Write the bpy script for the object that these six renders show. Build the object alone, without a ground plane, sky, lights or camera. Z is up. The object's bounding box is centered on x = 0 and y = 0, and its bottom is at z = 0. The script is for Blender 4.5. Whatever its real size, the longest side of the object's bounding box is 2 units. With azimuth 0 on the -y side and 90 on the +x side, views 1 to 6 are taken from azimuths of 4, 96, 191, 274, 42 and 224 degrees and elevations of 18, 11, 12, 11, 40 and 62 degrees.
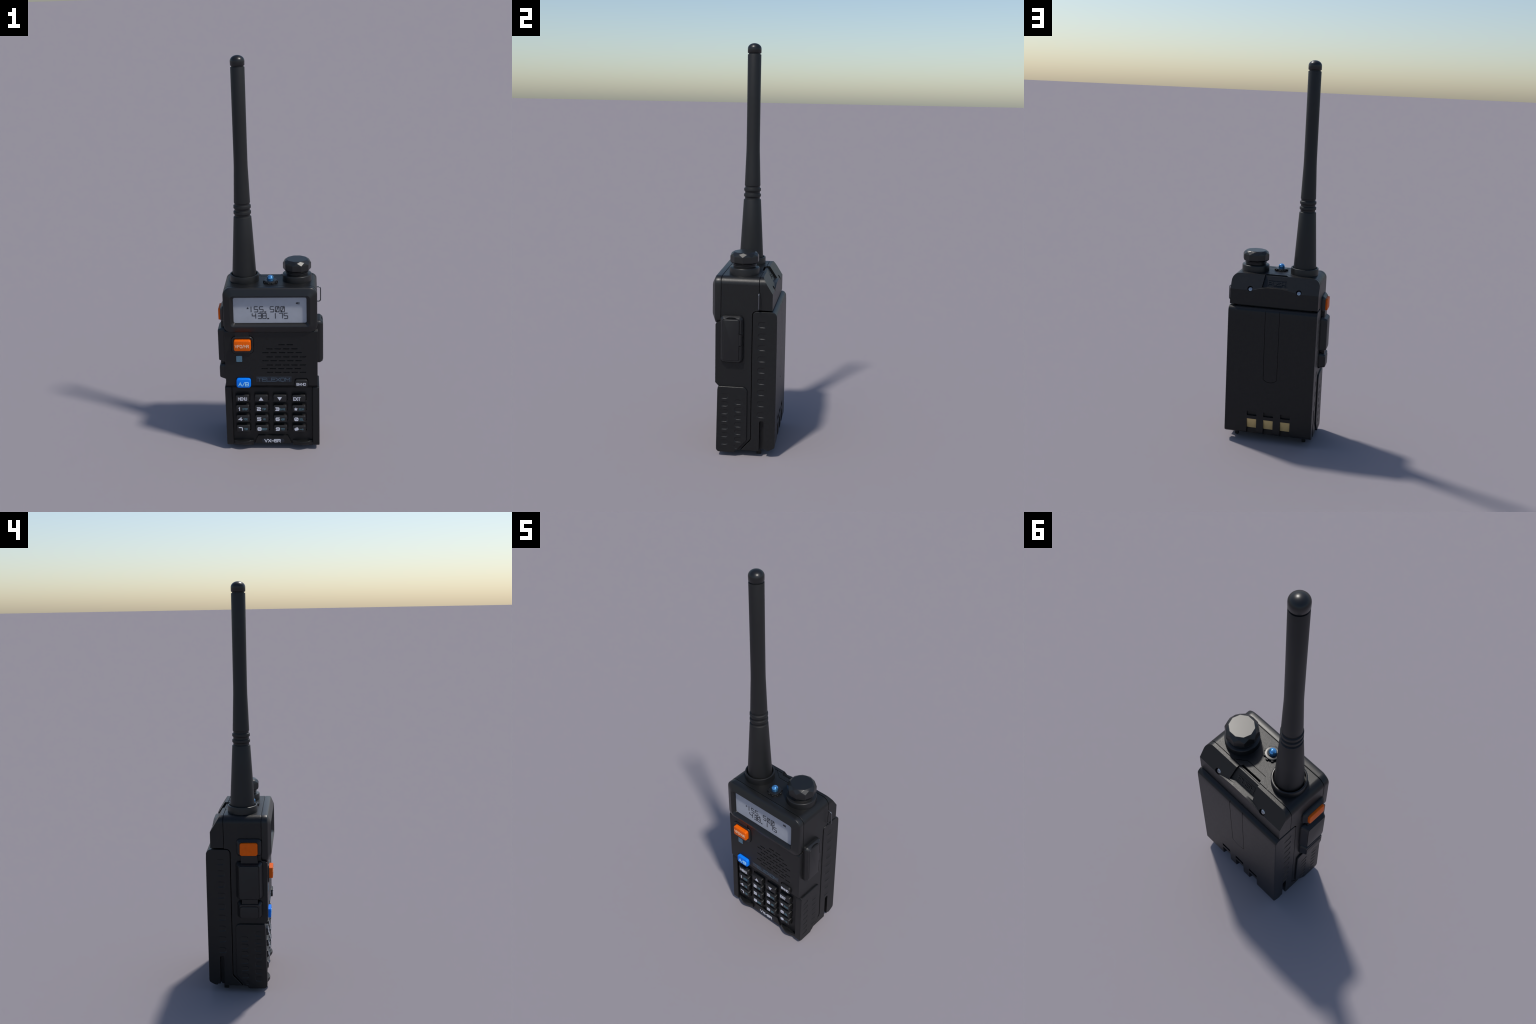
import bpy, bmesh, math
from mathutils import Vector

# ------------------------------------------------------------------ setup
for o in list(bpy.data.objects):
    bpy.data.objects.remove(o, do_unlink=True)
COL = bpy.context.scene.collection
X0 = 0.003            # centre line of the radio's case
TAU = math.tau

# ------------------------------------------------------------------ materials
def material(name, color, rough=0.5, metal=0.0, grain=0.0, grain_scale=900.0,
             mottle=0.0, mottle_scale=40.0, spec=0.5, coat=0.0, rough_var=0.0):
    m = bpy.data.materials.new(name)
    m.use_nodes = True
    nt = m.node_tree
    b = nt.nodes["Principled BSDF"]
    b.inputs["Base Color"].default_value = (*color, 1)
    b.inputs["Roughness"].default_value = rough
    b.inputs["Metallic"].default_value = metal
    b.inputs["Specular IOR Level"].default_value = spec
    b.inputs["Coat Weight"].default_value = coat
    tc = nt.nodes.new("ShaderNodeTexCoord")
    if mottle > 0:
        n = nt.nodes.new("ShaderNodeTexNoise")
        n.inputs["Scale"].default_value = mottle_scale
        n.inputs["Detail"].default_value = 6
        n.inputs["Roughness"].default_value = 0.65
        nt.links.new(tc.outputs["Object"], n.inputs["Vector"])
        r = nt.nodes.new("ShaderNodeValToRGB")
        r.color_ramp.elements[0].position = 0.3
        r.color_ramp.elements[1].position = 0.7
        r.color_ramp.elements[0].color = (*[c * (1 - mottle) for c in color], 1)
        r.color_ramp.elements[1].color = (*[min(1, c * (1 + mottle)) for c in color], 1)
        nt.links.new(n.outputs["Fac"], r.inputs["Fac"])
        nt.links.new(r.outputs["Color"], b.inputs["Base Color"])
        if rough_var > 0:
            mr = nt.nodes.new("ShaderNodeMapRange")
            mr.inputs["From Min"].default_value = 0.3
            mr.inputs["From Max"].default_value = 0.7
            mr.inputs["To Min"].default_value = rough - rough_var
            mr.inputs["To Max"].default_value = rough + rough_var
            nt.links.new(n.outputs["Fac"], mr.inputs["Value"])
            nt.links.new(mr.outputs["Result"], b.inputs["Roughness"])
    if grain > 0:
        g = nt.nodes.new("ShaderNodeTexNoise")
        g.inputs["Scale"].default_value = grain_scale
        g.inputs["Detail"].default_value = 2
        nt.links.new(tc.outputs["Object"], g.inputs["Vector"])
        bp = nt.nodes.new("ShaderNodeBump")
        bp.inputs["Strength"].default_value = grain
        bp.inputs["Distance"].default_value = 0.001
        nt.links.new(g.outputs["Fac"], bp.inputs["Height"])
        nt.links.new(bp.outputs["Normal"], b.inputs["Normal"])
    return m

M_CASE = material("case_plastic", (0.0068, 0.0070, 0.0074), 0.41, spec=0.38, grain=0.30, grain_scale=420, mottle=0.30, mottle_scale=170, rough_var=0.05)
M_BEZEL = material("bezel_plastic", (0.0080, 0.0082, 0.0086), 0.38, spec=0.45, grain=0.06, grain_scale=500, mottle=0.08, mottle_scale=50)
M_KNOB = material("knob_plastic", (0.0085, 0.0088, 0.0094), 0.34, spec=0.48, mottle=0.06)
M_RUBBER = material("antenna_rubber", (0.0092, 0.0094, 0.0098), 0.50, spec=0.42, mottle=0.08, mottle_scale=30)
M_BUTTON = material("button_rubber", (0.0080, 0.0080, 0.0086), 0.40, spec=0.45, mottle=0.08, mottle_scale=60)
M_KEY = material("key_rubber", (0.0100, 0.0100, 0.0106), 0.44, spec=0.45, mottle=0.08, mottle_scale=80)
M_PLATE = material("keypad_plastic", (0.0045, 0.0045, 0.0050), 0.48, spec=0.42, grain=0.2, grain_scale=420, mottle=0.12)
M_DARK = material("shadow_gap_plastic", (0.0030, 0.0030, 0.0035), 0.7)
M_ORANGE = material("orange_plastic", (0.80, 0.122, 0.002), 0.45, mottle=0.07, mottle_scale=70, spec=0.15)
M_BLUE = material("blue_plastic", (0.003, 0.205, 0.90), 0.45, mottle=0.05, mottle_scale=70, spec=0.15)
M_GOLD = material("gold_contact", (0.66, 0.47, 0.20), 0.45, metal=0.15, mottle=0.05)
M_LCD = material("display_glass", (0.35, 0.365, 0.41), 0.35, mottle=0.05, mottle_scale=22, spec=0.35)
M_LCDINK = material("display_ink", (0.020, 0.021, 0.026), 0.5)
M_WHITE = material("white_ink", (0.60, 0.61, 0.68), 0.5)
M_CREAM = material("cream_ink", (0.80, 0.55, 0.36), 0.5)
M_CYAN = material("pale_blue_ink", (0.40, 0.78, 0.92), 0.5)
M_TEAL = material("teal_ink", (0.075, 0.150, 0.190), 0.5)
M_NAVY = material("navy_plate", (0.0075, 0.0115, 0.0200), 0.35)
M_SLATE = material("slate_ink", (0.050, 0.076, 0.106), 0.45)
M_RIM = material("dim_slate_rim", (0.0150, 0.0200, 0.0290), 0.4)
M_WINDOW = material("pale_blue_window", (0.125, 0.250, 0.320), 0.40, mottle=0.06)
M_STEEL = material("steel", (0.46, 0.47, 0.50), 0.34, metal=0.85, grain=0.15, grain_scale=300)
M_WIRE = material("dark_steel", (0.16, 0.165, 0.18), 0.30, metal=0.9)
M_LED = material("blue_lens", (0.110, 0.370, 0.740), 0.10, metal=0.75)

# ------------------------------------------------------------------ object helpers
def make(name, bm, mat, parent=None, smooth=35):
    bmesh.ops.recalc_face_normals(bm, faces=bm.faces)
    me = bpy.data.meshes.new(name)
    bm.to_mesh(me)
    bm.free()
    ob = bpy.data.objects.new(name, me)
    COL.objects.link(ob)
    me.materials.append(mat)
    if parent is not None:
        ob.parent = parent
    shade(ob, smooth)
    return ob

def shade(ob, angle=35):
    me = ob.data
    for p in me.polygons:
        p.use_smooth = True
    me.set_sharp_from_angle(angle=math.radians(angle))

def bake(ob, smooth=35):
    dg = bpy.context.evaluated_depsgraph_get()
    me = bpy.data.meshes.new_from_object(ob.evaluated_get(dg))
    ob.modifiers.clear()
    old = ob.data
    ob.data = me
    bpy.data.meshes.remove(old)
    me.name = ob.name
    shade(ob, smooth)

def boolean(ob, cutters, op='DIFFERENCE', smooth=35):
    for c in cutters:
        m = ob.modifiers.new("b", 'BOOLEAN')
        m.operation = op
        m.solver = 'EXACT'
        m.object = c
    bake(ob, smooth)
    for c in cutters:
        me = c.data
        bpy.data.objects.remove(c, do_unlink=True)
        bpy.data.meshes.remove(me)

def bevel(ob, width, seg=2, angle=40, smooth=35):
    m = ob.modifiers.new("v", 'BEVEL')
    m.width = width
    m.segments = seg
    m.limit_method = 'ANGLE'
    m.angle_limit = math.radians(angle)
    m.use_clamp_overlap = True
    m.miter_outer = 'MITER_ARC'
    bake(ob, smooth)

# frames: (u, v, depth outward) -> xyz
FRONT = lambda u, v, d: (u, -d, v)
BACK = lambda u, v, d: (u, d, v)
RIGHT = lambda u, v, d: (d, u, v)
LEFT = lambda u, v, d: (-d, u, v)
TOP = lambda u, v, d: (u, v, d)

def rrect(u0, u1, v0, v1, r, n=6):
    """rounded rectangle; r is one radius or (bl, br, tr, tl)"""
    rs = r if isinstance(r, (tuple, list)) else (r,) * 4
    out = []
    for (cu, cv, a0, rr) in ((u0, v0, math.pi, rs[0]), (u1, v0, 1.5 * math.pi, rs[1]),
                             (u1, v1, 0, rs[2]), (u0, v1, 0.5 * math.pi, rs[3])):
        sx = 1 if cu == u0 else -1
        sy = 1 if cv == v0 else -1
        c = (cu + sx * rr, cv + sy * rr)
        for i in range(n + 1):
            a = a0 + (math.pi / 2) * i / n
            out.append((c[0] + rr * math.cos(a), c[1] + rr * math.sin(a)))
    return out

def loft(bm, frame, layers, cap0=True, cap1=True):
    """layers: list of (outline, depth); depth a number or a function of (u, v)"""
    rings = []
    for outline, d in layers:
        rings.append([bm.verts.new(frame(u, v, d(u, v) if callable(d) else d)) for u, v in outline])
    n = len(rings[0])
    for a, b in zip(rings, rings[1:]):
        for i in range(n):
            j = (i + 1) % n
            bm.faces.new((a[i], a[j], b[j], b[i]))
    if cap0:
        bm.faces.new(rings[0])
    if cap1:
        bm.faces.new(rings[-1])

def lofted(name, frame, layers, mat, parent=None, smooth=35, **k):
    bm = bmesh.new()
    loft(bm, frame, layers, **k)
    return make(name, bm, mat, parent, smooth)

def prism(name, frame, outline, d0, d1, mat=None, parent=None, smooth=35):
    return lofted(name, frame, [(outline, d0), (outline, d1)], mat or M_CASE, parent, smooth)

def pillow(name, frame, u0, u1, v0, v1, r, base, top, mat, parent=None, edge=0.003, steps=3, taper=0.0, smooth=40):
    """raised pad with a rounded front edge and optionally drafted walls"""
    lay = [(rrect(u0, u1, v0, v1, r), base)]
    for i in range(steps + 1):
        a = (math.pi / 2) * i / steps
        ins = taper + edge * (1 - math.cos(a))
        d = top - edge + edge * math.sin(a)
        lay.append((rrect(u0 + ins, u1 - ins, v0 + ins, v1 - ins, max(r - ins, 0.0006)), d))
    return lofted(name, frame, lay, mat, parent, smooth)

def lathe(name, prof, cx, cy, mat, parent=None, seg=64, smooth=35):
    bm = bmesh.new()
    rings = []
    for r, z in prof:
        if r < 1e-6:
            rings.append([bm.verts.new((cx, cy, z))])
        else:
            rings.append([bm.verts.new((cx + r * math.cos(TAU * i / seg), cy + r * math.sin(TAU * i / seg), z)) for i in range(seg)])
    for a, b in zip(rings, rings[1:]):
        for i in range(seg):
            j = (i + 1) % seg
            if len(a) == 1 and len(b) == 1:
                continue
            if len(a) == 1:
                bm.faces.new((a[0], b[i], b[j]))
            elif len(b) == 1:
                bm.faces.new((a[i], a[j], b[0]))
            else:
                bm.faces.new((a[i], a[j], b[j], b[i]))
    for ring in (rings[0], rings[-1]):
        if len(ring) > 1:
            bm.faces.new(ring)
    return make(name, bm, mat, parent, smooth)

# ------------------------------------------------------------------ stroke lettering
c = 0.16   # corner cut of the squared letters
GLYPH = {
 'A': [[(0,0),(.5,1),(1,0)],[(.2,.33),(.8,.33)]],
 'B': [[(0,0),(0,1),(.85,1),(1,.88),(1,.62),(.88,.52),(0,.52)],[(.88,.52),(1,.40),(1,.12),(.85,0),(0,0)]],
 'C': [[(1,1),(c,1),(0,1-c),(0,c),(c,0),(1,0)]],
 'D': [[(0,0),(0,1),(1-c,1),(1,1-c),(1,c),(1-c,0),(0,0)]],
 'E': [[(1,1),(0,1),(0,0),(1,0)],[(0,.5),(.85,.5)]],
 'F': [[(1,1),(0,1),(0,0)],[(0,.5),(.85,.5)]],
 'H': [[(0,0),(0,1)],[(1,0),(1,1)],[(0,.5),(1,.5)]],
 'I': [[(.5,0),(.5,1)]],
 'L': [[(0,1),(0,0),(1,0)]],
 'M': [[(0,0),(0,1),(.5,.4),(1,1),(1,0)]],
 'N': [[(0,0),(0,1),(1,0),(1,1)]],
 'O': [[(c,1),(1-c,1),(1,1-c),(1,c),(1-c,0),(c,0),(0,c),(0,1-c),(c,1)]],
 'P': [[(0,0),(0,1),(1-c,1),(1,1-c),(1,.58),(1-c,.45),(0,.45)]],
 'Q': [[(c,1),(1-c,1),(1,1-c),(1,c),(1-c,0),(c,0),(0,c),(0,1-c),(c,1)],[(.65,.3),(1.05,-.08)]],
 'R': [[(0,0),(0,1),(1-c,1),(1,1-c),(1,.6),(1-c,.46),(0,.46)],[(.6,.46),(1,0)]],
 'S': [[(1,1),(c,1),(0,1-c),(0,.62),(c,.52),(1-c,.52),(1,.40),(1,c),(1-c,0),(0,0)]],
 'T': [[(0,1),(1,1)],[(.5,1),(.5,0)]],
 'U': [[(0,1),(0,c),(c,0),(1-c,0),(1,c),(1,1)]],
 'V': [[(0,1),(.5,0),(1,1)]],
 'W': [[(0,1),(.25,0),(.5,.7),(.75,0),(1,1)]],
 'X': [[(0,0),(1,1)],[(0,1),(1,0)]],
 '0': [[(c,1),(1-c,1),(1,1-c),(1,c),(1-c,0),(c,0),(0,c),(0,1-c),(c,1)],[(.22,.22),(.78,.78)]],
 '1': [[(.15,.78),(.5,1),(.5,0)]],
 '2': [[(0,1),(1-c,1),(1,1-c),(1,.62),(1-c,.52),(c,.52),(0,.40),(0,0),(1,0)]],
 '3': [[(0,1),(1-c,1),(1,1-c),(1,.62),(.9,.52),(.15,.52)],[(.9,.52),(1,.40),(1,c),(1-c,0),(0,0)]],
 '4': [[(.72,0),(.72,1),(0,.30),(1,.30)]],
 '5': [[(1,1),(0,1),(0,.55),(1-c,.55),(1,.42),(1,c),(1-c,0),(0,0)]],
 '6': [[(1,1),(c,1),(0,1-c),(0,c),(c,0),(1-c,0),(1,c),(1,.42),(1-c,.55),(0,.55)]],
 '7': [[(0,1),(.8,1),(1,.82),(1,0)]],
 '8': [[(c,.52),(0,.62),(0,1-c),(c,1),(1-c,1),(1,1-c),(1,.62),(1-c,.52),(c,.52),(0,.40),(0,c),(c,0),(1-c,0),(1,c),(1,.40),(1-c,.52)]],
 '9': [[(0,0),(1-c,0),(1,c),(1,1-c),(1-c,1),(c,1),(0,1-c),(0,.60),(c,.48),(1,.48)]],
 '/': [[(0,0),(1,1)]],
 '-': [[(0,.45),(1,.45)]],
 '.': [[(.42,.0),(.58,.0)]],
 '#': [[(.2,0),(.42,1)],[(.6,0),(.82,1)],[(0,.66),(1,.66)],[(0,.33),(1,.33)]],
 '*': [[(.5,.15),(.5,.85)],[(.15,.33),(.85,.67)],[(.15,.67),(.85,.33)]],
}
NARROW = {'I': .35, '1': .55, '/': .55, '.': .5, '-': .6, ' ': .55, 'M': 1.15, 'W': 1.2}
LCD = {  # seven-segment style figures: segments with gaps
 'a': [(.12,1),(.88,1)], 'b': [(1,.92),(1,.56)], 'c': [(1,.44),(1,.08)], 'd': [(.12,0),(.88,0)],
 'e': [(0,.44),(0,.08)], 'f': [(0,.92),(0,.56)], 'g': [(.12,.5),(.88,.5)], 's': [(.25,.2),(.75,.8)]}
SEG = {'0': 'abcdefs', '1': '', '3': 'abcdg', '4': 'fgbc', '5': 'afgcd', '7': 'abc', '8': 'abcdefg'}
GLYPH_LCD = {k: [LCD[s] for s in v] for k, v in SEG.items()}
GLYPH_LCD['1'] = [[(.6, .95), (.6, .58)], [(.6, .42), (.6, .05)]]
GLYPH_LCD['.'] = [[(.1, .0), (.32, .0)]]

def stroke(bm, frame, pts, w, d0, d1, creep=0.0):
    """ribbon of width w along a polyline, mitred at its corners, as a thin slab"""
    P = [Vector(p) for p in pts]
    closed = len(P) > 2 and (P[0] - P[-1]).length < 1e-9
    if closed:
        P = P[:-1]
    n = len(P)
    L, R = [], []
    for i in range(n):
        a = P[i - 1] if (i > 0 or closed) else None
        b = P[(i + 1) % n] if (i < n - 1 or closed) else None
        t0 = (P[i] - a).normalized() if a is not None else None
        t1 = (b - P[i]).normalized() if b is not None else None
        q = P[i].copy()
        if t0 is None:
            t0 = t1
            q = q - t1 * w * .5
        if t1 is None:
            t1 = t0
            q = q + t0 * w * .5
        nrm = Vector((-t0.y - t1.y, t0.x + t1.x))
        nrm.normalize()
        k = max(nrm.dot(Vector((-t0.y, t0.x))), 0.45)
        off = nrm * (w * .5 / k)
        L.append(q + off)
        R.append(q - off)
    col = []
    for i in range(n):
        col.append([bm.verts.new(frame(p.x, p.y, d)) for p, d in ((L[i], d0), (L[i], d1 + i * creep), (R[i], d1 + i * creep), (R[i], d0))])
    for i in range(n if closed else n - 1):
        j = (i + 1) % n
        for a in range(4):
            b = (a + 1) % 4
            bm.faces.new((col[i][a], col[j][a], col[j][b], col[i][b]))
    if not closed:
        bm.faces.new(col[0])
        bm.faces.new(col[-1][::-1])

def lettering(name, text, frame, u0, u1, v0, v1, d, w, mat, parent=None, gap=.32, glyphs=GLYPH, mono=False, proud=0.0008, flip=False):
    adv = [(1 if mono else NARROW.get(ch, 1)) for ch in text]
    total = sum(adv) + gap * (len(text) - 1)
    s = (u1 - u0 - w) / total
    bm = bmesh.new()
    x = 0
    k = 0
    for ch, a in zip(text, adv):
        for line in glyphs.get(ch, []):
            pts = []
            for p in line:
                uu = (x + p[0] * a) * s
                pts.append(((u1 - w * .5 - uu) if flip else (u0 + w * .5 + uu), v0 + w * .5 + p[1] * (v1 - v0 - w)))
            stroke(bm, frame, pts, w, d - 0.0006, d + proud + 0.00013 * (k % 4), 0.00005)
            k += 1
        x += a + gap
    return make(name, bm, mat, parent, 20)

def polygon_mark(name, pts, frame, d, mat, parent, proud=0.0008):
    return prism(name, frame, pts, d - .0006, d + proud, mat, parent)

# ------------------------------------------------------------------ the thing
root = bpy.data.objects.new("handheld_radio", None)
root.empty_display_size = 0.2
COL.objects.link(root)
root["label"] = "black handheld two-way radio with antenna, keypad and display"
root["category"] = "walkie talkie"

W = 0.2325            # half width of the case
ZT = 0.9008           # top of the case
RC = 0.037            # radius of its top corners
XL, XR = X0 - W, X0 + W

def case_outline(inset=0.0, z0=0.0305):
    return rrect(XL + inset, XR - inset, z0 + inset, ZT - inset, (.004, .004, RC - inset, RC - inset), 10)

def yz_block(name, prof, outline, mat, parent, smooth=35):
    """side profile swept across the width, kept inside the front outline"""
    a = prism(name, RIGHT, prof, -0.4, 0.4, mat, parent, smooth)
    b = prism("cut", BACK, outline, -0.5, 0.5)
    boolean(a, [b], 'INTERSECT', smooth)
    return a

def arc(cx, cy, r, a0, a1, n=6):
    return [(cx + r * math.cos(math.radians(a0 + (a1 - a0) * i / n)), cy + r * math.sin(math.radians(a0 + (a1 - a0) * i / n))) for i in range(n + 1)]

# ---- main housing: side profile (y, z)
housing_profile = [(-.1365, .3746), (-.1365, .6675), (-.126, .679), (-.109, .681), (-.109, .95), (.0725, .95),
                   (.0725, .7405)] + arc(.061, .7185, .0205, 90, 180) + \
                  [(.0405, .0945), (.0375, .088), (-.0125, .0305), (-.0125, 0.0), (-.1085, 0.0), (-.1085, .345), (-.119, .3565)]
housing = yz_block("housing", housing_profile, case_outline(), M_CASE, root)
bevel(housing, 0.0022, 2, 38)

# filler behind every seam so that no light passes through the case
inner = yz_block("inner_frame", [(-.095, .06), (-.095, .88), (.072, .88), (.095, .84), (.115, .79), (.125, .75), (.125, .08), (.03, .08), (-.02, .045)],
                 case_outline(0.035), M_DARK, root)

# ---- loudspeaker slots in the front panel
def rows_of_slots():
    p = .0416
    rows = [(.5989, .0562, 2), (.5764, -.0047, 4), (.5555, -.0247, 5), (.5324, -.0038, 5), (.5112, -.0258, 5),
            (.4879, -.0046, 5), (.4673, -.0305, 5), (.4470, -.0043, 5)]
    for z, x, n in rows:
        for i in range(n):
            yield x + i * p, z
bm = bmesh.new()
for x, z in rows_of_slots():
    loft(bm, FRONT, [(rrect(x - .0158, x + .0158, z - .0028, z + .0028, .0022, 3), .128),
                     (rrect(x - .0158, x + .0158, z - .0028, z + .0028, .0022, 3), .15)])
slots = make("slots", bm, M_CASE)
# pit round the orange key, the small square window and the two keys at the panel's lower edge
vfo_pit = prism("p", FRONT, rrect(-.1955, -.0815, .5505, .6475, .022), .132, .16)
ab_pit = prism("p", FRONT, rrect(-.1785, -.0985, .340, .4195, .014), .128, .16)
band_pit = prism("p", FRONT, rrect(.1185, .1885, .340, .4135, .012), .128, .16)
# parting line of the latch tab on the top
bm = bmesh.new()
stroke(bm, TOP, [(.205 + X0, .0735), (.097 + X0, .0735), (.049 + X0, .0372), (-.049 + X0, .0372), (-.097 + X0, .0735), (-.205 + X0, .0735)], .0028, ZT - .0035, ZT + .01)
groove = make("g", bm, M_CASE)
boolean(housing, [slots, vfo_pit, ab_pit, band_pit, groove])
dark_grille = prism("speaker_mesh", FRONT, rrect(-.06, .19, .43, .61, .004), .120, .1318, M_DARK, housing)

# ---- keypad floor with wells
KEY_U = [-.1838, -.0866, .0085, .1049]
KEY_V = [.2785, .2203, .1620, .1045]
KW, KH = .0682, .0362
plate = prism("keypad_plate", FRONT, rrect(-.2050 + X0, .2050 + X0, .033, .372, .003), .098, .1140, M_PLATE, root)
bm = bmesh.new()
for u in KEY_U:
    for v in KEY_V:
        o = rrect(u - .0030, u + KW + .0062, v - .0025, v + KH + .0135, .009, 4)
        loft(bm, FRONT, [(o, .103), (o, .13)])
wells = make("wells", bm, M_PLATE)
boolean(plate, [wells])

# ---- side grips that wrap round to the keypad lips
def scoop(bm, frame, u_closed, u_open, v, h, surf, depth):
    """shallow finger dent, round at one end and fading out at the other"""
    sg = 1 if u_open > u_closed else -1
    L = abs(u_open - u_closed)
    def outline(ins):
        r = h * .5 - ins
        rc = min(r, h * .42)
        pts = []
        steps = 8
        for i in range(steps + 1):                      # lower edge, from the open end inwards
            t = 1 - i / steps
            pts.append((ins + rc + t * (L - 2 * ins - rc), -r))
        for i in range(1, 6):
            a = math.pi / 2 * i / 6
            pts.append((ins + rc - rc * math.sin(a), -r + rc - rc * math.cos(a)))
        pts.append((ins, -r + rc)); pts.append((ins, r - rc + 1e-5))
        for i in range(1, 6):
            a = math.pi / 2 * i / 6
            pts.append((ins + rc - rc * math.cos(a), r - rc + rc * math.sin(a)))
        for i in range(steps + 1):
            t = i / steps
            pts.append((ins + rc + t * (L - 2 * ins - rc), r))
        return [(u_closed + sg * p[0], v + p[1]) for p in pts]
    def floor(u, v_):
        t = max(0.0, min(1.0, abs(u - u_open) / (L * .55)))
        return surf + .00008 - depth * t * t * (3 - 2 * t)
    o0, o1 = outline(0), outline(depth * 1.75)
    loft(bm, frame, [(o0, surf + .01), (o0, surf + .0001), (o1, floor)])

GW = .2410
grip_profile = arc(.0225 - .022, .3585 - .022, .022, 0, 90, 6) + [(-.112, .3585)] + [(-.1215, .3555), (-.1245, .340), (-.1290, .060)] + \
               arc(-.1290 + .017, .0195 + .017, .017, 180, 270, 5) + [(-.036, .0195), (-.034, .0305), (-.0255, .0325), (.0215, .0865), (.0225, .094)]
def make_grip(side):
    frame = RIGHT if side > 0 else LEFT
    off = X0 * side
    inner_x, outer_x = .2058 + off, GW + off
    g = prism("side_grip", frame, grip_profile, inner_x, outer_x, M_CASE, root)
    bevel(g, 0.0042, 3, 50)
    bm = bmesh.new()
    for i in range(7):
        scoop(bm, frame, -.0690, -.1180, .3090 - i * .0396, .0270, outer_x, .0019)
    for i in range(7):
        if i < 6:
            scoop(bm, frame, -.0395, .0110, .2820 - i * .0388, .0270, outer_x, .0019)
        else:
            scoop(bm, frame, -.0395, -.0180, .0505, .0230, outer_x, .0014)
    dents = make("d", bm, M_CASE)
    boolean(g, [dents], smooth=20)
    return g
grips = [make_grip(1), make_grip(-1)]

# ---- name plate between the feet, and the two lens-shaped feet
plate_pts = [(-.0975 + X0, .0300), (.0975 + X0, .0300), (.0770 + X0, .0775), (-.0770 + X0, .0775)]
name_plate = prism("name_plate", FRONT, plate_pts, .10, .1225, M_CASE, root)
bevel(name_plate, .0018, 2, 40)
badge = pillow("badge", FRONT, -.0560, .0610, .0350, .0575, .0105, .1215, .1228, M_NAVY, name_plate, edge=.0005)
lettering("badge_lettering", "VX-6R", FRONT, -.0430, .0420, .0370, .0560, .1228, .0034, M_WHITE, name_plate, gap=.30)

def make_foot(sx):
    """lens-shaped bump in plan, rounded below, flat on top"""
    cx = X0 + sx * .1535
    hw = .0510
    bm = bmesh.new()
    levels = [(.0205, .05, .0), (.0245, .50, .0), (.0300, .84, .0), (.0345, .98, .0), (.0460, 1.0, .0), (.0482, .96, 0), (.0490, .86, 0)]
    rings = []
    N = 20
    for z, k, _ in levels:
        ring = []
        for i in range(N + 1):
            t = -1 + 2 * i / N
            ring.append(bm.verts.new((cx + hw * t, -(.1195 + k * (.0030 + 0.0172 * (math.cos(t * math.pi / 2) ** 1.3))), z - .004 * t * t * 0)))
        ring.append(bm.verts.new((cx + hw, -.100, z)))
        ring.append(bm.verts.new((cx - hw, -.100, z)))
        rings.append(ring)
    n = len(rings[0])
    for a, b in zip(rings, rings[1:]):
        for i in range(n):
            bm.faces.new((a[i], a[(i + 1) % n], b[(i + 1) % n], b[i]))
    bm.faces.new(rings[0]); bm.faces.new(rings[-1])
    return make("front_foot", bm, M_CASE, root, 40)
make_foot(-1); make_foot(1)

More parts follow.
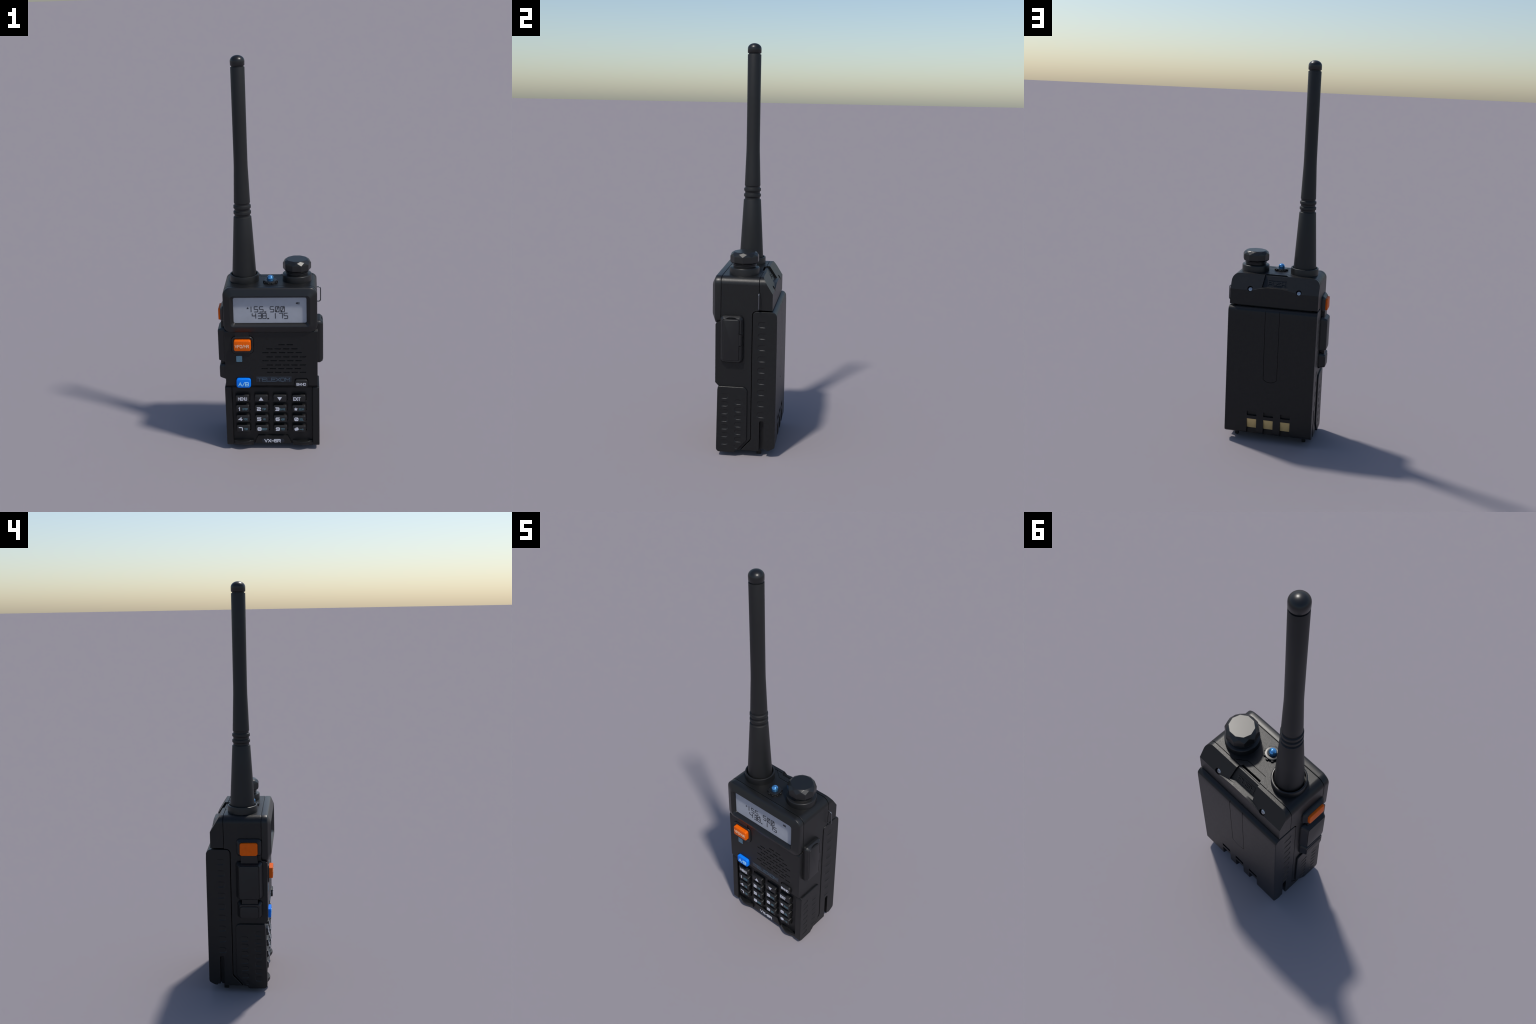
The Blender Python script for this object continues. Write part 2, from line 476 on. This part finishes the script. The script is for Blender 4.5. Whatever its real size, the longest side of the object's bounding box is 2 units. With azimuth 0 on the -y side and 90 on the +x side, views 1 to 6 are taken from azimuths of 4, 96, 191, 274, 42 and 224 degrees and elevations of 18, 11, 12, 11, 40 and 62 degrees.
# ---- keys
key_bm = bmesh.new()
def key_layers(e, d):
    return rrect(e, KW - e, e, KH - e * .6, .0052)
loft(key_bm, FRONT, [(rrect(0, KW, 0, KH, .006), .100), (rrect(0, KW, 0, KH, .006), .1308),
                     (rrect(.0008, KW - .0008, .0006, KH - .0010, .0055), .1326), (rrect(.0026, KW - .0026, .0018, KH - .0026, .005), .1338)])
key0 = make("key", key_bm, M_KEY, root, 40)
KTOP = .1338
labels = [["MENU", "up", "down", "EXIT"], ["1", "2", "3", "*"], ["4", "5", "6", "0"], ["7", "8", "9", "#"]]
small = [[None] * 4, ["STEP", "TXP", "SAVE", "SCAN"], ["VOX", "WN", "ABR", "SQL"], ["TDR", "BEEP", "TOT", "key"]]
first = True
for ri, v in enumerate(KEY_V):
    for ci, u in enumerate(KEY_U):
        if first:
            k = key0
            first = False
        else:
            k = key0.copy()
            COL.objects.link(k)
        k.location = (u, 0, v)
        t = labels[ri][ci]
        mu, mv = KW / 2, KH / 2
        if t == "MENU":
            lettering("key_lettering", t, FRONT, .0115, .0580, .0075, .0255, KTOP, .0027, M_WHITE, k)
        elif t == "EXIT":
            lettering("key_lettering", t, FRONT, .0060, .0430, .0070, .0265, KTOP, .0028, M_WHITE, k)
        elif t == "up":
            polygon_mark("key_arrow", [(.0210, .0075), (.0445, .0075), (.0328, .0270)], FRONT, KTOP, M_WHITE, k)
        elif t == "down":
            polygon_mark("key_arrow", [(.0210, .0270), (.0445, .0270), (.0328, .0075)], FRONT, KTOP, M_WHITE, k)
        elif t == "*":
            pts = []
            for i in range(10):
                r = .0105 if i % 2 == 0 else .0052
                a = math.pi / 2 + i * math.pi / 5
                pts.append((.0185 + r * math.cos(a), .0165 + r * math.sin(a)))
            polygon_mark("key_star", pts, FRONT, KTOP, M_WHITE, k)
        elif t == "1":
            lettering("key_lettering", t, FRONT, .0120, .0235, .0072, .0270, KTOP, .0046, M_WHITE, k)
        else:
            lettering("key_lettering", t, FRONT, .0100, .0310, .0072, .0270, KTOP, .0045, M_WHITE, k)
        s = small[ri][ci]
        if s == "key":
            lettering("key_icon", "-", FRONT, .0350, .0490, .0120, .0210, KTOP, .0022, M_TEAL, k)
            lettering("key_icon", "O", FRONT, .0490, .0560, .0120, .0200, KTOP, .0018, M_TEAL, k)
        elif s:
            wd = .0068 * len(s)
            lettering("key_small_lettering", s, FRONT, .0468 - wd / 2, .0468 + wd / 2, .0105, .0220, KTOP, .0017, M_TEAL, k, gap=.34)

# ---- coloured keys on the panel
def cap_key(name, u0, u1, v0, v1, base, top, mat, r=.010):
    return pillow(name, FRONT, u0, u1, v0, v1, r, base, top, mat, root, edge=.0035, steps=3, taper=.0006)
frame_out = rrect(-.1937, -.0835, .5525, .6455, .021)
frame_in = rrect(-.1830, -.0944, .5690, .6325, .011)
def off(o, k, c0):
    return [((p[0] - c0[0]) * k + c0[0], (p[1] - c0[1]) * k + c0[1]) for p in o]
cc = (-.1386, .599)
vfo_frame = lofted("orange_key_frame", FRONT, [(frame_out, .128), (frame_out, .1395), (off(frame_out, .965, cc), .1430), (off(frame_out, .92, cc), .1440),
                   (frame_in, .1425), (frame_in, .1300)], M_BUTTON, root, 50, cap1=True)
vfo_tab = prism("frame_tab", FRONT, rrect(-.1745, -.1050, .636, .674, .002), .130, .1395, M_BUTTON, vfo_frame)
vfo = cap_key("orange_key", -.1816, -.0958, .5735, .6305, .128, .1608, M_ORANGE)
lettering("key_lettering", "VFO/MR", FRONT, -.1752, -.1050, .5915, .6085, .1608, .0024, M_CREAM, vfo, gap=.34)
window = pillow("indicator_window", FRONT, -.1728, -.1428, .5055, .5378, .003, .130, .1382, M_WINDOW, root, edge=.0008)
ab = cap_key("blue_key", -.1761, -.1019, .3650, .4155, .110, .1492, M_BLUE, r=.013)
lettering("key_lettering", "A/B", FRONT, -.1660, -.1125, .3755, .3970, .1492, .0030, M_CYAN, ab, gap=.26)
band = cap_key("band_key", .1212, .1848, .3665, .4093, .110, .1462, M_KEY, r=.011)
lettering("key_lettering", "BAND", FRONT, .1285, .1763, .3780, .3920, .1462, .0024, M_WHITE, band, gap=.28)

# ---- maker's plate on the panel
tel = pillow("maker_plate", FRONT, -.0764, .1037, .3928, .4227, .002, .130, .1372, M_RIM, root, edge=.0004)
pillow("plate_field", FRONT, -.0735, .1008, .3950, .4205, .0015, .136, .1377, M_NAVY, tel, edge=.0003)
lettering("plate_lettering", "TELEXOM", FRONT, -.0690, .0960, .3965, .4172, .1377, .0030, M_SLATE, tel, gap=.20)

# ---- display bezel: ring with rounded front and sloping reveal
BZ = (X0 - .2322, X0 + .2322, .6655, .9008)
def bz(inset, r):
    return rrect(BZ[0] + inset, BZ[1] - inset, BZ[2] + inset, BZ[3] - inset, r, 10)
bez_layers = [(bz(.004, .036), .1000), (bz(.004, .036), .1100), (bz(.0005, .037), .1115), (bz(0, .0375), .1135), (bz(0, .0375), .1345), (bz(.0010, .037), .1378),
              (bz(.0035, .036), .1405), (bz(.008, .034), .1430), (bz(.016, .030), .1468), (bz(.028, .022), .1526),
              (rrect(-.1965, .2025, .7000, .8665, .018, 10), .1556), (rrect(-.1945, .2005, .7020, .8645, .0165, 10), .1563), (rrect(-.1925, .1985, .7038, .8630, .0155, 10), .1555),
              (rrect(-.1790, .1840, .7165, .8515, .0095, 10), .1415), (rrect(-.1772, .1822, .7183, .8497, .0085, 10), .1350)]
bezel = lofted("display_bezel", FRONT, bez_layers, M_BEZEL, root, 28, cap1=True)
LZ = .1375
lcd = prism("display", FRONT, rrect(-.1795, .1845, .7160, .8520, .004), .1300, LZ, M_LCD, bezel)
def lcd_line(name, text, cells, u0, pitch, cw, v0, v1):
    bm = bmesh.new()
    k = 0
    for ch, cell in zip(text, cells):
        for line in GLYPH_LCD[ch]:
            pts = [(u0 + cell * pitch + p[0] * cw, v0 + p[1] * (v1 - v0)) for p in line]
            stroke(bm, FRONT, pts, .0034 if ch != '.' else .0052, LZ - .0005, LZ + .0007 + .0001 * (k % 3))
            k += 1
    return make(name, bm, M_LCDINK, bezel, 20)
lcd_line("display_figures", "155.500", [0, 1, 2, 2.93, 4, 5, 6], -.1005, .0262, .0180, .7760, .8035)
lcd_line("display_figures", "438.175", [0, 1.12, 2.04, 2.97, 4.12, 5.25, 6.24], -.0850, .0252, .0178, .7410, .7690)
def mark(name, pts):
    return polygon_mark(name, pts, FRONT, LZ, M_LCDINK, bezel, .0009)
mark("display_arrow", [(-.1120, .7925), (-.1010, .7925), (-.1065, .8015)])
# heavy diagonal inside the noughts
for u in (.0305, .0567):
    mark("display_figure_slash", [(u + .0040, .7955), (u + .0140, .7955), (u + .0140, .8015)])
    mark("display_figure_slash", [(u + .0012, .7780), (u + .0012, .7850), (u + .0075, .7780)])
mark("battery_symbol", [(.1300, .8205), (.1345, .8160), (.1400, .8160), (.1400, .8255), (.1345, .8255)])
for dv in (.8165, .8208, .8251):
    mark("battery_symbol", [(.1400, dv - .0011), (.1490, dv - .0011), (.1490, dv + .0011), (.1400, dv + .0011)])

# ---- battery pack: side profile (y, z)
BW = .2345
battery_profile = arc(.0432 + .0185, .7180, .0185, 180, 90, 6) + [(.1340, .7375)] + arc(.1345, .7120, .0255, 84, 12, 5) + \
    [(.1606, .690), (.1612, .560), (.1612, .0620)] + [(.1590, .0520), (.1500, .0455), (.1330, .0365), (.1205, .0345), (.1165, .0410),
    (.1020, .0410), (.0985, .0320), (-.0065, .0320), (.0260, .0700), (.0365, .0800), (.0425, .0920)]
battery = prism("battery_pack", RIGHT, battery_profile, X0 - BW, X0 + BW, M_CASE, root)
bevel(battery, 0.0028, 2, 50)
cut = []
for side in (1, -1):
    frame = RIGHT if side > 0 else LEFT
    sx = BW + X0 * side
    cut.append(prism("c", frame, rrect(.0832, .1048, -.02, .1890, .0085), sx - .024, sx + .02))
    bm = bmesh.new()
    for i in range(9):
        scoop(bm, frame, .0690, .1230, .6735 - i * .0567, .0300, sx, .0021)
    cut.append(make("c", bm, M_CASE))
# groove of the belt-clip strap on the back
bm = bmesh.new()
strap = [(.0375 + X0 - .001, .76), (.0365, .3580)] + arc(.0005, .39, .0500, -43, -137, 8) + [(-.0360, .3580), (-.0360, .76)]
stroke(bm, BACK, strap, .0022, .1545, .17)
cut.append(make("c", bm, M_CASE))
CONTACT_X = [.0906, .0008, -.0900]
for x in CONTACT_X:
    cut.append(prism("c", BACK, rrect(x - .0262, x + .0262, .1460, .1705, .0015, 2), .1500, .18))
    cut.append(prism("c", BACK, rrect(x - .0262, x + .0262, .0400, .1280, .0015, 2), .1400, .18))
boolean(battery, cut, smooth=20)
pad0 = None
for x in CONTACT_X:
    if pad0 is None:
        pad0 = prism("contact_pad", RIGHT, [(.1360, .1278), (.1590, .1272), (.1470, .0760), (.1455, .0735), (.1360, .0735)], -.0257, .0257, M_GOLD, battery)
        p = pad0
    else:
        p = pad0.copy()
        COL.objects.link(p)
    p.location.x = x
peg0 = None
for x in (X0 + .1830, X0 - .1860):
    if peg0 is None:
        peg0 = prism("battery_peg", TOP, rrect(-.0095, .0095, .0670, .0905, .002), .0, .045, M_CASE, battery)
        bevel(peg0, .0012, 1, 50)
        p = peg0
    else:
        p = peg0.copy()
        COL.objects.link(p)
    p.location.x = x

# ---- rear cover with the release latch
cover_profile = [(.0745, .7445), (.1375, .7445), (.1375, .8240), (.0745, .9249)]
cover = yz_block("rear_cover", cover_profile, case_outline(), M_CASE, root)
# raised arch below the latch
arch = [( .120 + X0, .8100), (.120 + X0, .8245)] + [(X0 + .120 * t, .8245 + .0195 * (1 - t * t)) for t in [.8, .6, .4, .2, 0, -.2, -.4, -.6, -.8]] + [(-.120 + X0, .8245), (-.120 + X0, .8100)]
arch_ob = prism("cut", BACK, arch, .10, .13745)
boolean(cover, [arch_ob], 'UNION')
bevel(cover, .0018, 2, 30)
# latch recess
rec = [(.0690 + X0, .8300), (.0560 + X0, .93), (-.0560 + X0, .93), (-.0690 + X0, .8300)]
rec_cut = yz_block("c", [(.1330, .8420), (.1090, .8420), (.0690, .9060), (.0690, .96), (.20, .96), (.20, .8420)], rec, M_CASE, None)
nrm = Vector((0, .849, .529)).normalized()     # outward normal of the sloped face
up = Vector((0, -.529, .849)).normalized()
P0 = Vector((0, .1375, .8240))
def SLOPE(u, v, d):
    q = P0 + up * v + nrm * d
    return (u, q.y, q.z)
SCREW = [(X0 + .128, .0085), (X0 - .128, .0085)]
holes = []
for u, v in SCREW:
    o = [(u + .0146 * math.cos(a * TAU / 28), v + .0146 * math.sin(a * TAU / 28)) for a in range(28)]
    holes.append(prism("c", SLOPE, o, -.017, .03))
boolean(cover, [rec_cut] + holes)
latch = yz_block("latch", [(.1250, .8405), (.1140, .8425), (.0812, .8950), (.0700, .8950), (.0700, .86), (.10, .8405)],
                 [(.0675 + X0, .8300), (.0545 + X0, .93), (-.0545 + X0, .93), (-.0675 + X0, .8300)], M_CASE, cover)
LD = -.0085
def LATCH(u, v, d):
    q = Vector((0, .1140, .8425)) + up * v + nrm * d
    return (u, q.y, q.z)
lettering("latch_lettering", "PUSH", LATCH, -.0490, .0430, .0110, .0330, -.0010, .0040, M_BUTTON, latch, gap=.28, flip=True, proud=.0028)
prism("latch_bar", LATCH, rrect(-.0500, .0440, .0375, .0410, .0008, 2), -.002, .0016, M_CASE, latch)
# dark slot behind the latch, in the tab
slot_cut = prism("c", TOP, [(.050 + X0, .0625), (.056 + X0, .0760), (-.056 + X0, .0760), (-.050 + X0, .0625)], ZT - .030, ZT + .02)
boolean(housing, [slot_cut])

def make_screw(u, v):
    o = lambda r: [(u + r * math.cos(a * TAU / 24), v + r * math.sin(a * TAU / 24)) for a in range(24)]
    s = lofted("screw", SLOPE, [(o(.0114), -.018), (o(.0114), -.0085), (o(.0104), -.0070), (o(.0070), -.0058), (o(.003), -.0052)], M_STEEL, cover, 40)
    cuts = [prism("c", SLOPE, rrect(u - .0075, u + .0075, v - .0011, v + .0011, .0003, 1), -.0075, .01),
            prism("c", SLOPE, rrect(u - .0011, u + .0011, v - .0075, v + .0075, .0003, 1), -.0075, .01)]
    boolean(s, cuts)
for u, v in SCREW:
    make_screw(u, v)

# ---- antenna
AX, AY = -.1266, -.0150
ant_prof = [(.0, .900), (.0615, .900), (.0600, .930), (.0594, .947), (.0514, 1.09), (.0438, 1.2285), (.0432, 1.2305), (.0385, 1.2330), (.0380, 1.2355), (.0382, 1.2415), (.0400, 1.2445),
            (.0428, 1.2462), (.0431, 1.2480), (.0431, 1.2570), (.0427, 1.2590), (.0382, 1.2612), (.0377, 1.2640), (.0380, 1.2700), (.0398, 1.2732),
            (.0425, 1.2748), (.0428, 1.2765), (.0427, 1.2860), (.0422, 1.2880), (.0376, 1.2905), (.0371, 1.2925), (.0372, 1.2975), (.0384, 1.3000),
            (.0397, 1.3015), (.0398, 1.3035), (.0384, 1.345), (.0366, 1.400), (.0350, 1.445), (.0339, 1.475), (.0334, 1.51), (.0332, 1.70), (.0335, 1.944),
            (.0329, 1.9462), (.0288, 1.9470), (.0288, 1.9600), (0, 1.9600)]
antenna = lathe("antenna", ant_prof, AX, AY, M_RUBBER, root, 72, 30)
cap_prof = [(0, 1.9500), (.0290, 1.9515), (.0322, 1.9525), (.0338, 1.9545), (.0341, 1.9700)] + \
           [(.0341 * math.cos(a * math.pi / 20), 1.9735 + .0265 * math.sin(a * math.pi / 20)) for a in range(0, 10)] + [(0, 2.0)]
lathe("antenna_cap", cap_prof, AX, AY, M_KNOB, antenna, 72, 40)
lathe("antenna_collar", [(.0640, .895), (.0728, .895), (.0728, .9325), (.0720, .9350), (.0700, .9362), (.0660, .9362), (.0646, .9345), (.0636, .915)],
      AX, AY, M_BEZEL, antenna, 72, 40)

# ---- channel knob: ten sides with a gem-cut crown
KX, KY = .1372, -.0125
bm = bmesh.new()
def ring(r, z, off=0.0):
    return [bm.verts.new((KX + r * math.cos(TAU * (i + off) / 10), KY + r * math.sin(TAU * (i + off) / 10), z)) for i in range(10)]
r0 = ring(.0585, .9515); r1 = ring(.0675, .9575); r1b = ring(.0705, .9620); r2 = ring(.0705, .9895); rm = ring(.0630, 1.0030, .5); r3 = ring(.0535, 1.0092)
for a, b in ((r0, r1), (r1, r1b), (r1b, r2)):
    for i in range(10):
        j = (i + 1) % 10
        bm.faces.new((a[i], a[j], b[j], b[i]))
for i in range(10):
    j = (i + 1) % 10
    bm.faces.new((r2[i], r2[j], rm[i]))
    bm.faces.new((r2[j], rm[j], r3[j], rm[i]))
    bm.faces.new((r3[i], rm[i], r3[j]))
bm.faces.new(r0)
bm.faces.new(r3)
knob = make("channel_knob", bm, M_KNOB, root, 5)
bevel(knob, .0009, 1, 8, smooth=12)
lathe("knob_neck", [(0, .90), (.0570, .90), (.0570, .9360), (.0540, .9375), (.0540, .9405), (.0572, .9420), (.0572, .9465), (.0545, .9480), (.0545, .953), (0, .953)], KX, KY, M_KNOB, knob, 48, 30)
lathe("knob_collar", [(0, .895), (.0722, .895), (.0722, .9300), (.0714, .9330), (.0695, .9345), (.0, .9345)], KX, KY, M_BEZEL, knob, 64, 40)

# ---- indicator light on a toothed ring
LX, LY = .0052, -.0535
lens = lathe("indicator_lens", [(0, .905), (.0165, .905), (.0165, .9215)] + [(.0168 * math.cos(a * math.pi / 20), .9225 + .0155 * math.sin(a * math.pi / 20)) for a in range(0, 10)] + [(0, .938)],
             LX, LY, M_LED, root, 40, 40)
teeth = []
NT = 9
for i in range(NT):
    a = TAU * (i + .3) / NT
    for da, r in ((-.175, .0305), (-.135, .0375), (.135, .0375), (.175, .0305)):
        teeth.append((LX + r * math.cos(a + da), LY + r * math.sin(a + da)))
gear = prism("toothed_ring", TOP, teeth, .8990, .9085, M_PLATE, lens)  # darker keypad material chosen to paint in the shade on the teeth
bevel(gear, .0010, 1, 50)
lathe("ring_disc", [(.0, .900), (.0318, .900), (.0318, .9105), (.0308, .9122), (.0220, .9138), (.0190, .9130), (0, .9120)], LX, LY, M_KNOB, lens, 48, 40)

# ---- accessory cover on the right flank
CR = .2645
cover_frame = lofted("socket_cover", RIGHT, [(rrect(-.1100, .0005, .4830, .7150, .018), .2300), (rrect(-.1100, .0005, .4830, .7150, .018), .2470),
                     (rrect(-.1080, -.0015, .4850, .7130, .0165), .2515), (rrect(-.1005, -.0090, .4905, .7055, .012), CR - .003), (rrect(-.0975, -.0120, .4930, .7030, .010), CR - .0022)],
                     M_BUTTON, root, 40)
groove_o = rrect(-.0955, -.0165, .4950, .7005, .010)
groove_i = rrect(-.0942, -.0182, .4965, .6985, .009)
def stroke_cutter(pts, w, d0, d1):
    bm = bmesh.new()
    stroke(bm, RIGHT, pts, w, d0, d1)
    return make("c", bm, M_CASE)
gs = [stroke_cutter([(-.0165, .500), (-.0165, .5715), (.002, .5715)], .0024, .2540, .28),
      stroke_cutter([(.002, .6285), (-.0165, .6285), (-.0165, .6960)], .0024, .2540, .28),
      stroke_cutter([(-.0030, .5735), (-.0030, .6265)], .0018, .2480, .28)]
notch = prism("c", RIGHT, [(-.0810, .7035)] + [(-.0555 + .0255 * math.cos(a * math.pi / 12), .7035 + .0060 * math.sin(a * math.pi / 12)) for a in range(11, 0, -1)] + [(-.0300, .7035)], .2480, .28)
boolean(cover_frame, gs + [notch])
pillow("cover_flap", RIGHT, -.0948, -.0185, .4975, .6990, .008, .2500, CR, M_BUTTON, cover_frame, edge=.0030, steps=3)

# ---- push-to-talk group on the left flank
def flank_button(name, y0, y1, z0, z1, top, mat, parent, r=.016, slope=.012, panel=None, panel_mat=None, panel_top=0.0, panel_r=.010):
    b = .2255
    lay = [(rrect(y0, y1, z0, z1, r), b), (rrect(y0, y1, z0, z1, r), b + .009),
           (rrect(y0 + .002, y1 - .002, z0 + .002, z1 - .002, r - .002), b + .013),
           (rrect(y0 + slope, y1 - slope, z0 + slope * .55, z1 - slope, max(r - slope * .6, .004)), top - .002),
           (rrect(y0 + slope + .002, y1 - slope - .002, z0 + slope * .55 + .002, z1 - slope - .002, max(r - slope * .7, .004)), top - .0012)]
    return lofted(name, LEFT, lay, mat, parent, 40)
def recessed_panel(host, y0, y1, z0, z1, r, floor, top, name, mat, edge=.002):
    c_ = prism("c", LEFT, rrect(y0 - .0018, y1 + .0018, z0 - .0018, z1 + .0018, r + .0015), floor, .30)
    boolean(host, [c_])
    return pillow(name, LEFT, y0, y1, z0, z1, r, floor - .004, top, mat, host, edge=edge)
CL = .2648
call_frame = flank_button("call_button_frame", -.1108, .0110, .7060, .7915, .2500, M_BUTTON, root, r=.018, slope=.012)
recessed_panel(call_frame, -.0922, -.0068, .7135, .7755, .011, .2420, .2590, "call_button", M_ORANGE, .0030)
talk_frame = flank_button("talk_button", -.1155, .0160, .4880, .6800, CL - .001, M_BUTTON, root, r=.018, slope=.014)
recessed_panel(talk_frame, -.0967, -.0008, .4955, .6630, .009, .2570, CL, "talk_button_pad", M_BUTTON)
aux_frame = flank_button("monitor_button", -.1122, .0115, .3915, .4810, CL - .002, M_BUTTON, root, r=.018, slope=.013)
recessed_panel(aux_frame, -.0920, -.0035, .3990, .4575, .011, .2570, CL - .001, "monitor_button_pad", M_BUTTON)
b1 = prism("button_bridge", LEFT, [(-.0935, .6680), (-.0090, .6680), (-.0125, .7110), (-.0900, .7110)], .2255, .2475, M_BUTTON, talk_frame)
bevel(b1, .002, 2, 40)
b2 = prism("button_bridge", LEFT, [(-.0900, .4660), (-.0120, .4660), (-.0120, .4920), (-.0900, .4920)], .2255, .2560, M_BUTTON, talk_frame)
bevel(b2, .002, 2, 40)

# ---- steel strap loop at the right rear seam
def tube(name, pts, r, mat, parent, seg=10):
    cu = bpy.data.curves.new(name, 'CURVE')
    cu.dimensions = '3D'
    cu.bevel_depth = r
    cu.bevel_resolution = 3
    sp = cu.splines.new('POLY')
    sp.points.add(len(pts) - 1)
    for p, q in zip(sp.points, pts):
        p.co = (*q, 1)
    ob = bpy.data.objects.new(name, cu)
    COL.objects.link(ob)
    dg = bpy.context.evaluated_depsgraph_get()
    me = bpy.data.meshes.new_from_object(ob.evaluated_get(dg))
    bpy.data.objects.remove(ob, do_unlink=True)
    out = bpy.data.objects.new(name, me)
    COL.objects.link(out)
    me.materials.clear()
    me.materials.append(mat)
    out.parent = parent
    shade(out, 60)
    return out
zt, zb, xo, yy = .8280, .7490, .2552, .0735
lp = [(.225, yy, zt)] + [(xo - .010 + .010 * math.sin(math.radians(a)), yy, zt - .010 + .010 * math.cos(math.radians(a))) for a in range(0, 91, 15)] + \
     [(xo - .010 + .010 * math.cos(math.radians(a)), yy, zb + .010 - .010 * math.sin(math.radians(a))) for a in range(0, 91, 15)] + [(.225, yy, zb)]
tube("strap_loop", lp, .0029, M_WIRE, root)

# ---- keep the large flat faces flat in shading after the cuts
for ob in bpy.data.objects:
    if ob.type == 'MESH' and ob.name.split('.')[0] in {"housing", "battery_pack", "rear_cover", "side_grip", "keypad_plate", "socket_cover",
            "call_button_frame", "talk_button", "monitor_button", "latch", "name_plate", "battery_peg", "button_bridge"}:
        m = ob.modifiers.new("flat_shading", 'WEIGHTED_NORMAL')
        m.keep_sharp = True
        m.weight = 80
